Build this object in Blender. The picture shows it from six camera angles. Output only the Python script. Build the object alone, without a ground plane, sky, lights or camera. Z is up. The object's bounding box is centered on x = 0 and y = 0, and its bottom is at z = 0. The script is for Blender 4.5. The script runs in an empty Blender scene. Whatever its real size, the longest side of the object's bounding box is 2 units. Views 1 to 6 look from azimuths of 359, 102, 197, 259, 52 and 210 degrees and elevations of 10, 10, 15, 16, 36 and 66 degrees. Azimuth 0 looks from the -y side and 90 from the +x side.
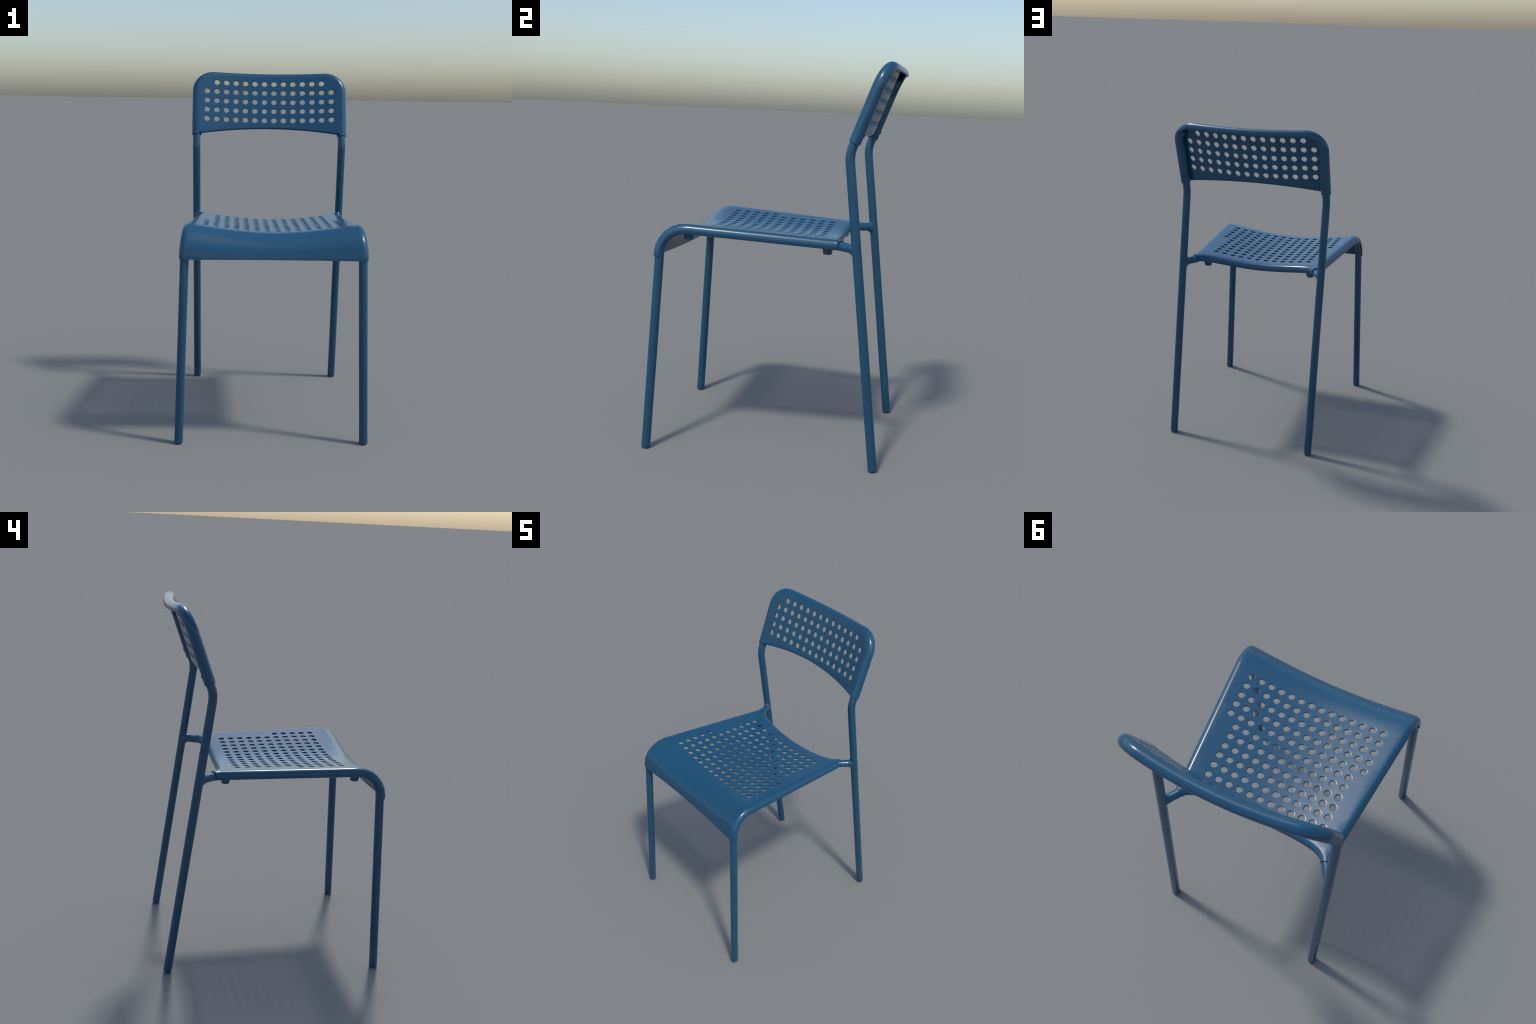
"""Stackable steel chair: bent round tubes, perforated pressed-sheet seat and backrest."""
import bpy, bmesh, math
import numpy as np
from mathutils import Vector
from mathutils.geometry import delaunay_2d_cdt

TUBE_R = 0.0233          # all tubes share one diameter
SEAT_R = 0.0295         # outer radius of the seat's rolled rim
BACK_R = 0.0300         # outer radius of the backrest's rolled rim
SEAT_T = 0.0108         # sheet thickness of the seat
BACK_T = 0.0106
LEAN = math.radians(19.8)

# ------------------------------------------------------------------ material
def powder_coat():
    m = bpy.data.materials.new("blue_powder_coat")
    m.use_nodes = True
    nt = m.node_tree
    b = nt.nodes["Principled BSDF"]
    L = nt.links.new
    tc = nt.nodes.new("ShaderNodeTexCoord")
    # broad, faint unevenness of the paint
    n1 = nt.nodes.new("ShaderNodeTexNoise")
    n1.inputs["Scale"].default_value = 5.0
    n1.inputs["Detail"].default_value = 3.0
    L(tc.outputs["Object"], n1.inputs["Vector"])
    r1 = nt.nodes.new("ShaderNodeValToRGB")
    r1.color_ramp.elements[0].position = 0.35
    r1.color_ramp.elements[0].color = BASE_A
    r1.color_ramp.elements[1].position = 0.68
    r1.color_ramp.elements[1].color = BASE_B
    L(n1.outputs["Fac"], r1.inputs["Fac"])
    # sparse tiny nicks: a few Voronoi cells carry a small elongated dot
    mp = nt.nodes.new("ShaderNodeMapping")
    mp.inputs["Rotation"].default_value = (0.3, 0.2, 0.6)
    mp.inputs["Scale"].default_value = (30, 46, 38)
    L(tc.outputs["Object"], mp.inputs["Vector"])
    vo = nt.nodes.new("ShaderNodeTexVoronoi")
    vo.inputs["Scale"].default_value = 1.0
    L(mp.outputs["Vector"], vo.inputs["Vector"])
    dot = nt.nodes.new("ShaderNodeMapRange")
    dot.inputs["From Min"].default_value = 0.13
    dot.inputs["From Max"].default_value = 0.05
    L(vo.outputs["Distance"], dot.inputs["Value"])
    sp = nt.nodes.new("ShaderNodeSeparateColor")
    L(vo.outputs["Color"], sp.inputs["Color"])
    few = nt.nodes.new("ShaderNodeMath"); few.operation = 'GREATER_THAN'
    few.inputs[1].default_value = 0.45
    L(sp.outputs["Red"], few.inputs[0])
    r2 = nt.nodes.new("ShaderNodeMath"); r2.operation = 'MULTIPLY'
    L(dot.outputs["Result"], r2.inputs[0])
    L(few.outputs[0], r2.inputs[1])
    mx = nt.nodes.new("ShaderNodeMix")
    mx.data_type = 'RGBA'
    mx.inputs["B"].default_value = (BASE_A[0]*0.6, BASE_A[1]*0.6, BASE_A[2]*0.65, 1)
    ml = nt.nodes.new("ShaderNodeMath"); ml.operation = 'MULTIPLY'
    ml.inputs[1].default_value = 0.55
    L(r2.outputs[0], ml.inputs[0])
    L(ml.outputs[0], mx.inputs["Factor"])
    L(r1.outputs["Color"], mx.inputs["A"])
    L(mx.outputs["Result"], b.inputs["Base Color"])
    # gloss
    n3 = nt.nodes.new("ShaderNodeTexNoise")
    n3.inputs["Scale"].default_value = 9.0
    n3.inputs["Detail"].default_value = 1.0
    L(tc.outputs["Object"], n3.inputs["Vector"])
    mr = nt.nodes.new("ShaderNodeMapRange")
    mr.inputs["From Min"].default_value = 0.3
    mr.inputs["From Max"].default_value = 0.7
    mr.inputs["To Min"].default_value = 0.230
    mr.inputs["To Max"].default_value = 0.250
    L(n3.outputs["Fac"], mr.inputs["Value"])
    L(mr.outputs["Result"], b.inputs["Roughness"])
    b.inputs["IOR"].default_value = 1.5
    return m

BASE_A = (0.0100, 0.070, 0.138, 1)
BASE_B = (0.0108, 0.073, 0.143, 1)
PAINT = powder_coat()

def dark_steel():
    m = bpy.data.materials.new("dark_screw_recess")
    m.use_nodes = True
    nt = m.node_tree
    b = nt.nodes["Principled BSDF"]
    n = nt.nodes.new("ShaderNodeTexNoise"); n.inputs["Scale"].default_value = 300
    r = nt.nodes.new("ShaderNodeValToRGB")
    r.color_ramp.elements[0].color = (0.004, 0.012, 0.024, 1)
    r.color_ramp.elements[1].color = (0.008, 0.024, 0.045, 1)
    nt.links.new(n.outputs["Fac"], r.inputs["Fac"])
    nt.links.new(r.outputs["Color"], b.inputs["Base Color"])
    b.inputs["Roughness"].default_value = 0.5
    return m
DARK = dark_steel()

# ------------------------------------------------------------------ helpers
def make_object(name, verts, faces, mat=None, parent=None, angle=38):
    me = bpy.data.meshes.new(name)
    me.from_pydata([tuple(map(float, v)) for v in verts], [], faces)
    me.validate()
    bm = bmesh.new(); bm.from_mesh(me)
    bmesh.ops.recalc_face_normals(bm, faces=bm.faces)
    bm.to_mesh(me); bm.free()
    me.shade_smooth()
    me.set_sharp_from_angle(angle=math.radians(angle))
    me.materials.append(mat or PAINT)
    ob = bpy.data.objects.new(name, me)
    bpy.context.collection.objects.link(ob)
    if parent:
        ob.parent = parent
    return ob

def unit(v):
    v = np.asarray(v, float)
    return v / np.linalg.norm(v, axis=-1, keepdims=True)

def rounded_path(points, radii, segs):
    """Polyline whose inner corners are replaced by arcs."""
    P = [np.array(p, float) for p in points]
    out = [P[0]]
    for i in range(1, len(P)-1):
        a, b = unit(P[i-1]-P[i]), unit(P[i+1]-P[i])
        ang = math.acos(np.clip(a @ b, -1, 1))
        r = radii[i-1]
        d = r / math.tan(ang/2)
        c = P[i] + unit(a+b) * (r / math.sin(ang/2))
        s, e = P[i]+a*d - c, P[i]+b*d - c
        tot = math.pi - ang
        for k in range(segs[i-1]+1):
            w = k / segs[i-1]
            out.append(c + (math.sin((1-w)*tot)*s + math.sin(w*tot)*e)/math.sin(tot))
    out.append(P[-1])
    return np.array(out)

def sweep(path, radius, sides=28, cap_start=True, cap_end=True, round_start=0.0):
    """Tube along a polyline; radius may vary per point."""
    path = np.asarray(path, float)
    n = len(path)
    rad = np.full(n, radius) if np.isscalar(radius) else np.asarray(radius, float)
    tan = np.zeros_like(path)
    tan[0], tan[-1] = path[1]-path[0], path[-1]-path[-2]
    seg = unit(path[1:]-path[:-1])
    tan[1:-1] = seg[1:]+seg[:-1]
    tan = unit(tan)
    x = unit(np.cross(tan[0], [0.3, 1, 0.1]))
    verts, faces = [], []
    rings = []
    if round_start:
        # rounded tube end before the first point
        for a in (90, 60, 30):
            a = math.radians(a)
            rings.append((path[0]+tan[0]*round_start*(1-math.sin(a)), rad[0]-round_start*(1-math.cos(a)), 0))
        rings.append((path[0]+tan[0]*round_start, rad[0], 0))
        first = 1
    else:
        first = 0
    for i in range(first, n):
        rings.append((path[i], rad[i], i))
    for k, (c, r, i) in enumerate(rings):
        x = unit(x - tan[i]*(x @ tan[i]))
        y = np.cross(tan[i], x)
        # mitre stretch at bends
        for j in range(sides):
            a = 2*math.pi*j/sides
            verts.append(c + r*(math.cos(a)*x+math.sin(a)*y))
    for k in range(len(rings)-1):
        for j in range(sides):
            j2 = (j+1) % sides
            faces.append((k*sides+j, k*sides+j2, (k+1)*sides+j2, (k+1)*sides+j))
    if cap_start:
        faces.append(tuple(range(sides-1, -1, -1)))
    if cap_end:
        b = (len(rings)-1)*sides
        faces.append(tuple(range(b, b+sides)))
    return np.array(verts), faces

def mirror_x(verts):
    v = np.array(verts, float); v[:, 0] *= -1
    return v

def both_sides(name, verts, faces, parent, mat=None, angle=38):
    a = make_object(name, verts, faces, mat, parent, angle)
    b = make_object(name, mirror_x(verts), [tuple(reversed(f)) for f in faces], mat, parent, angle)
    return a, b

def smooth(t):
    t = np.clip(t, 0, 1)
    return t*t*(3-2*t)

# -------------------------------------------------- pressed sheet with rolled rims
def build_sheet(name, S, loop, rims, holes, hole_r, fillet, thick, spacing, parent):
    """S(u, v) -> 3D point of the sheet's outer face.
    loop: closed outline in (u, v).  rims: list of dicts with the index range of the loop
    that carries a roll, its radius and end angle per point.  holes: (u, v) centres."""
    eps = 1e-4
    def frame(u, v):
        p = S(u, v)
        n = np.cross(S(u+eps, v)-S(u-eps, v), S(u, v+eps)-S(u, v-eps))
        return p, unit(n)
    loop = [tuple(q) for q in loop]
    nl = len(loop)
    pts = list(loop)
    depth_top = [0.0]*nl
    edges = [(i, (i+1) % nl) for i in range(nl)]
    K = 20
    rings = [(hole_r, fillet)] + [(hole_r+fillet*(1-math.sin(a)), fillet*(1-math.cos(a)))
             for a in (math.radians(60), math.radians(30))] + [(hole_r+fillet, 0.0), (hole_r+fillet+0.0035, 0.0)]
    for (hu, hv) in holes:
        for ri, (r, d) in enumerate(rings):
            base = len(pts)
            for k in range(K):
                a = 2*math.pi*(k+0.5)/K
                pts.append((hu+r*math.cos(a), hv+r*math.sin(a)))
                depth_top.append(d)
            edges += [(base+k, base+(k+1) % K) for k in range(K)]
    # filler points on a lattice
    poly = np.array(loop)
    H = np.array(holes)
    lo, hi = poly.min(0), poly.max(0)
    seg_a, seg_b = poly, np.roll(poly, -1, 0)
    def inside(p):
        y1, y2 = seg_a[:, 1], seg_b[:, 1]
        c = (y1 > p[1]) != (y2 > p[1])
        with np.errstate(divide='ignore', invalid='ignore'):
            xi = seg_a[:, 0]+(p[1]-y1)*(seg_b[:, 0]-seg_a[:, 0])/(y2-y1)
        return np.count_nonzero(c & (p[0] < xi)) % 2 == 1
    def dist_edge(p):
        d = seg_b-seg_a
        t = np.clip(((p-seg_a)*d).sum(1)/np.maximum((d*d).sum(1), 1e-12), 0, 1)
        return np.linalg.norm(seg_a+d*t[:, None]-p, axis=1).min()
    clear = hole_r+fillet+0.0085
    sx, sy, ox, oy = spacing
    gx = np.arange(math.floor((lo[0]-ox)/sx), math.ceil((hi[0]-ox)/sx)+1)*sx+ox
    gy = np.arange(math.floor((lo[1]-oy)/sy), math.ceil((hi[1]-oy)/sy)+1)*sy+oy
    for x in gx:
        for y in gy:
            p = np.array((x, y))
            if inside(p) and dist_edge(p) > 0.009 and np.hypot(*(H-p).T).min() > clear:
                pts.append((x, y)); depth_top.append(0.0)
    out = delaunay_2d_cdt([Vector(p) for p in pts], edges, [list(range(nl))], 1, 1e-7)
    vco, _, tris, orig = out[0], out[1], out[2], out[3]
    remap = {}
    uv, dtop = [], []
    for i, o in enumerate(orig):
        uv.append((vco[i][0], vco[i][1]))
        dtop.append(depth_top[o[0]] if len(o) else 0.0)
        for k in o:
            remap[k] = i
    faces = []
    for t in tris:
        c = np.mean([uv[i] for i in t], axis=0)
        if np.hypot(*(H-c).T).min() < hole_r*0.93:
            continue
        if not inside(c):
            continue
        faces.append(tuple(t))
    top, bot = [], []
    fr = [frame(u, v) for u, v in uv]
    for (p, n), d in zip(fr, dtop):
        top.append(p-n*d)
        bot.append(p-n*(thick-d))
    # rolled rims
    for rim in rims:
        idx = rim["idx"]
        P = np.array([fr[remap[i]][0] for i in idx])
        N = np.array([fr[remap[i]][1] for i in idx])
        T = np.gradient(P, axis=0)
        O = np.cross(T, N)
        O = unit(O - N*(O*N).sum(1, keepdims=True))
        m = rim["steps"]
        prev = [remap[i] for i in idx]
        for j in range(1, m+1):
            cur = []
            for k in range(len(idx)):
                R, A = rim["radius"][k], rim["angle"][k]*j/m
                d = math.sin(A)*O[k]+math.cos(A)*N[k]
                C = P[k]-N[k]*R
                cur.append(len(top))
                top.append(C+d*R)
                bot.append(C+d*max(R-thick, 0.0015))
            for k in range(len(idx)-1):
                faces.append((prev[k], prev[k+1], cur[k+1], cur[k]))
            prev = cur
    # close: underside + walls along every free edge
    nv = len(top)
    cnt = {}
    for f in faces:
        for a, b in zip(f, f[1:]+f[:1]):
            cnt.setdefault(frozenset((a, b)), []).append((a, b))
    allf = list(faces) + [tuple(reversed([i+nv for i in f])) for f in faces]
    for e, uses in cnt.items():
        if len(uses) == 1:
            a, b = uses[0]
            allf.append((b, a, a+nv, b+nv))
    return make_object(name, np.array(top+bot), allf, PAINT, parent, 36)

# ================================================================== the chair
chair = bpy.data.objects.new("metal_chair", None)
bpy.context.collection.objects.link(chair)
chair["label"] = "blue powder-coated steel chair with perforated seat and backrest"
chair["category"] = "chair"

# ------------------------------------------------------------------ tube frame
FOOT_F = np.array((0.5015, -0.584, 0.0))
KNEE_F = np.array((0.467, -0.5368, 1.1507))
RAIL_BEND = np.array((0.3895, 0.349, 1.1104))
JOINT = np.array((0.450, 0.4405, 1.1070))
KNEE_R = 0.127
KNEE_SEGS = 6

front = rounded_path([FOOT_F, KNEE_F, RAIL_BEND, JOINT], [KNEE_R, 0.08], [KNEE_SEGS, 6])
# front leg = foot to end of knee (points 0..KNEE_SEGS+1); side rail = the rest
K1 = KNEE_SEGS+1
leg_path = front[:K1+1]
v, f = sweep(leg_path, TUBE_R, cap_end=False, round_start=0.006)
dz = v[:28*4, 2].min()
v[:28*4, 2] -= dz
fl = both_sides("front_leg", v, f, chair)

# rail, flaring into a weld where it meets the rear leg
d = unit(JOINT-front[K1+7])
Lr = np.linalg.norm(JOINT-front[K1+7])
weld = [(0.052, 0), (0.046, 0), (0.040, 0.0006), (0.035, 0.0020), (0.030, 0.0045), (0.026, 0.0080), (0.022, 0.0125), (0.012, 0.0135), (0.000, 0.0135)]
rail = np.vstack([front[K1:K1+8]] + [front[K1+7]+d*(Lr-x) for x, _ in weld])
v, f = sweep(rail, TUBE_R, cap_start=False, cap_end=True)
# the weld spreads along the rear leg only, so the fillet is saddle-shaped
up = unit(np.array((0, -0.131, 1.0)))
for k, (x, grow) in enumerate(weld):
    c = front[K1+7]+d*(Lr-x)
    for i in range((8+k)*28, (9+k)*28):
        s_ = (v[i]-c) @ up/TUBE_R
        v[i] += up*grow*s_*abs(s_)**0.5
both_sides("seat_rail", v, f, chair)

# ------------------------------------------------------------------ seat
# edge profile (y, z) of the rail's top, developed along its length
y_flat = lambda y: 1.1425-0.0455*(y+0.356)
knee2 = rounded_path([(-0.5430, 1.0000), (-0.5368, 1.1507), (0.60, y_flat(0.60))], [KNEE_R], [KNEE_SEGS])
tan2 = np.gradient(knee2, axis=0)
tan2[0] = knee2[1]-knee2[0]; tan2[-1] = knee2[-1]-knee2[-2]
tan2[1] = tan2[0]; tan2[-2] = tan2[-1]
tan2 = unit(tan2)
nor2 = np.stack([-tan2[:, 1], tan2[:, 0]], 1)
edge2 = knee2+nor2*SEAT_R
V_of = np.concatenate([[0], np.cumsum(np.linalg.norm(np.diff(edge2, axis=0), axis=1))])
V_of += edge2[-1, 0]-V_of[-1]           # on the flat part V runs with y
V_KNEE0, V_KNEE1 = V_of[1], V_of[-2]      # lip side and flat side of the bend
V_LIP = np.interp(1.0055, edge2[:3, 1], V_of[:3])

def rail_x(V):
    """plan position of the rail's axis for a developed coordinate V"""
    y = np.interp(V, V_of, edge2[:, 0])
    flat = np.interp(V, front[K1:, 1], front[K1:, 0])
    w = smooth((V_KNEE1-V)/(V_KNEE1-V_KNEE0))
    z = np.interp(V, V_of, edge2[:, 1])
    return flat*(1-w)+(0.501-0.0292*z)*w
INSET = 0.002
def sag(V):
    a = np.interp(V, [-0.347, 0.283, 0.45], [0.0424, 0.0325, 0.030])
    a = a+0.0024
    k = smooth((V_KNEE1-0.06-V)/(V_KNEE1-0.06-V_LIP))
    return a*(1-k)+0.016*k
def seat_surface(u, V):
    xq = rail_x(V)-INSET
    t2 = min((u/xq)**2, 1.15)
    f = 1.36*t2-0.36*t2*t2
    E = np.array([np.interp(V, V_of, edge2[:, 0]), np.interp(V, V_of, edge2[:, 1])])
    N = unit(np.array([np.interp(V, V_of, nor2[:, 0]), np.interp(V, V_of, nor2[:, 1])]))
    p = E-N*sag(V)*(1-f)
    return np.array((u, p[0], p[1]))

TAIL_Y = 0.362
# right-hand side line, from lip to tail
Vs = np.concatenate([np.linspace(V_LIP, V_KNEE0, 3), np.linspace(V_KNEE0, V_KNEE1, KNEE_SEGS+1)[1:],
                     np.linspace(V_KNEE1, 0.24, 26)[1:], np.linspace(0.24, TAIL_Y, 9)[1:]])
side = [(rail_x(V)-INSET, V) for V in Vs]
# tail direction
td = unit(np.array((JOINT[0]-RAIL_BEND[0], JOINT[1]-RAIL_BEND[1])))
end = np.array(side[-1])
side[-1] = tuple(end+0.003*np.array((td[1], -td[0])))
inner_end = end+0.004*np.array((-td[1], td[0]))
rear_ctrl = [inner_end, (0.3865, 0.3500), (0.3715, 0.3340), (0.3510, 0.3205), (0.3220, 0.3090), (0.2710, 0.2978),
             (0.2050, 0.2904), (0.1340, 0.2862), (0.0, 0.2842)]
def spline(ctrl, n):
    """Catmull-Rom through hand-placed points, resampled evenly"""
    C = np.array(ctrl, float)
    C = np.vstack([2*C[0]-C[1], C, np.array((-C[-2][0], C[-2][1]))])
    o = []
    for i in range(1, len(C)-2):
        p0, p1, p2, p3 = C[i-1:i+3]
        for t in np.linspace(0, 1, 20, endpoint=False):
            o.append(0.5*(2*p1+(p2-p0)*t+(2*p0-5*p1+4*p2-p3)*t*t+(3*p1-p0-3*p2+p3)*t**3))
    o.append(C[-2])
    o = np.array(o)
    s = np.concatenate([[0], np.cumsum(np.linalg.norm(np.diff(o, axis=0), axis=1))])
    w = np.linspace(0, s[-1], n)
    return np.stack([np.interp(w, s, o[:, 0]), np.interp(w, s, o[:, 1])], 1)
half_rear = spline(rear_ctrl, 30)
rear_line = [tuple(p) for p in half_rear] + [(-p[0], p[1]) for p in half_rear[-2::-1]]
left = [(-x, y) for x, y in side[::-1]]
lip_x = side[0][0]
lip = [(x, V_LIP) for x in np.linspace(-lip_x, lip_x, 34)[1:-1]]
loop = side + rear_line + left + lip
nA, nB = len(side), len(rear_line)
def side_angle(V):
    return math.radians(125-20*float(smooth((V_KNEE1-V)/(V_KNEE1-V_LIP))))
taper = lambda y: SEAT_R-0.0030*float(smooth((y-0.31)/0.05))
rims = [dict(idx=list(range(nA)), steps=9, radius=[taper(p[1]) for p in side], angle=[side_angle(p[1]) for p in side]),
        dict(idx=list(range(nA, nA+nB)), steps=9, radius=[taper(p[1]) for p in rear_line], angle=[math.radians(114)]*nB),
        dict(idx=list(range(nA+nB, nA+nB+nA)), steps=9, radius=[taper(p[1]) for p in left], angle=[side_angle(p[1]) for p in left])]
PITCH = 0.0566
seat_holes = []
for r in range(11):
    for c in range(14):
        if c in (0, 13) and r > 4:
            continue
        seat_holes.append(((c-6.5)*PITCH, -0.347+r*PITCH))
build_sheet("seat", seat_surface, loop, rims, seat_holes, 0.0165, 0.0016, SEAT_T,
            (PITCH/2, PITCH/2, 0.0, -0.347+PITCH/2), chair)

# ------------------------------------------------------------------ backrest
sL, cL = math.sin(LEAN), math.cos(LEAN)
def back_surface(x, e):
    n = -0.1540-0.226*x*x
    return np.array((x, sL*e+cL*n, cL*e-sL*n))
SIDE_X, TOP_E, CR = 0.4440, 2.0396, 0.103
BOT_E = 1.654
arch = lambda x: 1.7032-0.249*x*x
HEM = 0.0105
hem = lambda x: HEM if abs(x) < 0.426 else 0.0
rim_line = [(SIDE_X, e) for e in np.linspace(BOT_E, TOP_E-CR, 18)]
k_side = len(rim_line)
for a in np.linspace(0, 90, 9)[1:]:
    a = math.radians(a)
    rim_line.append((SIDE_X-CR+CR*math.cos(a), TOP_E-CR+CR*math.sin(a)))
rim_line += [(x, TOP_E) for x in np.linspace(SIDE_X-CR, 0, 17)[1:]]
rim_line = rim_line + [(-x, e) for x, e in rim_line[-2::-1]]
low = [(x, arch(x)+hem(x)) for x in np.linspace(-SIDE_X, SIDE_X, 46)[1:-1]]
loop = rim_line+low
nR = len(rim_line)
def back_angle(x, e):
    """Sides wrap the tube almost fully; in the corner the free edge keeps running straight up
    behind the panel until it merges with the half-rolled top."""
    flange = BACK_R*math.sin(math.radians(60))
    if e <= TOP_E-CR:
        return math.radians(300-60*float(smooth((e-(TOP_E-CR-0.05))/0.04)))
    th = math.asin(min((e-(TOP_E-CR))/CR, 1.0))
    c = max(math.cos(th), 1e-3)
    return math.pi+math.asin(np.clip((flange-CR*(1-c))/(BACK_R*c), 0.0, 1.0))
rims = [dict(idx=list(range(nR)), steps=20, radius=[BACK_R]*nR, angle=[back_angle(*p) for p in rim_line]),
        dict(idx=[nR+i for i, p in enumerate(low) if hem(p[0])], steps=5, radius=[HEM]*len(low),
             angle=[math.radians(95)]*len(low))]
BP = 0.0594
back_holes = []
for r in range(5):
    for c in range(14):
        if r == 4 and c in (0, 13):
            continue
        back_holes.append(((c-6.5)*0.0593, 1.7565+r*BP))
backrest = build_sheet("backrest", back_surface, loop, rims, back_holes, 0.0169, 0.0018, BACK_T,
            (0.0593/2, BP/2, 0.0, 1.7565+BP/2), chair)

# rear leg: leans forward up to the bend, then back inside the backrest's sleeve
FOOT_R = np.array((0.4503, 0.5857, 0.0))
BEND_R = np.array((0.4497, 0.3815, 1.5590))
TOP_R = BEND_R + np.array((0, math.sin(LEAN), math.cos(LEAN)))*0.300
rear = rounded_path([FOOT_R, BEND_R, TOP_R], [0.16], [6])
back_n = np.array((0, cL, -sL))
for a in (0, 12, 24, 36, 48):            # inside the rolled rim the tube follows the corner
    a = math.radians(a)
    rear = np.vstack([rear, back_surface(SIDE_X-CR+CR*math.cos(a), TOP_E-CR+CR*math.sin(a)) + back_n*BACK_R])
rear_r = np.full(len(rear), TUBE_R); rear_r[-5:] = TUBE_R-0.0015
v, f = sweep(rear, rear_r, round_start=0.006)
dz = v[:28*4, 2].min()
v[:28*4, 2] -= dz
both_sides("rear_leg", v, f, chair)

# ------------------------------------------------------------------ small parts
def lathe(profile, centre, axis, sides=24):
    """profile: (radius, distance along axis)"""
    axis = unit(axis)
    x = unit(np.cross(axis, [0.2, 0.9, 0.3])); y = np.cross(axis, x)
    verts, faces = [], []
    for r, h in profile:
        for j in range(sides):
            a = 2*math.pi*j/sides
            verts.append(np.array(centre)+axis*h+r*(math.cos(a)*x+math.sin(a)*y))
    for k in range(len(profile)-1):
        for j in range(sides):
            faces.append((k*sides+j, k*sides+(j+1) % sides, (k+1)*sides+(j+1) % sides, (k+1)*sides+j))
    faces.append(tuple(range(sides-1, -1, -1)))
    b = (len(profile)-1)*sides
    faces.append(tuple(range(b, b+sides)))
    return np.array(verts), faces

# stacking bumpers under the seat corners
bump = [(0.026, 0.0), (0.0255, 0.016), (0.0225, 0.034), (0.0205, 0.0375), (0.0165, 0.0390)]
for c in [(0.425, -0.405, 1.1300), (0.342, 0.287, 1.0945)]:
    v, f = lathe(bump, c, (0, 0, -1), 16)
    both_sides("stacking_bumper", v, f, chair)

# screws through the back of the sleeves
sc = np.array((0.4495, sL*1.703+cL*(-0.1695), cL*1.703-sL*(-0.1695)))
v, f = lathe([(0.0088, BACK_R-0.002), (0.0088, BACK_R+0.0012), (0.0076, BACK_R+0.0025), (0.0055, BACK_R+0.0028)], sc, back_n, 20)
heads = both_sides("screw", v, f, chair)
v, f = lathe([(0.0056, BACK_R+0.0010), (0.0056, BACK_R+0.0032)], sc, back_n, 12)
for h, o in zip(heads, both_sides("screw_socket", v, f, chair, DARK)):
    o.parent = h
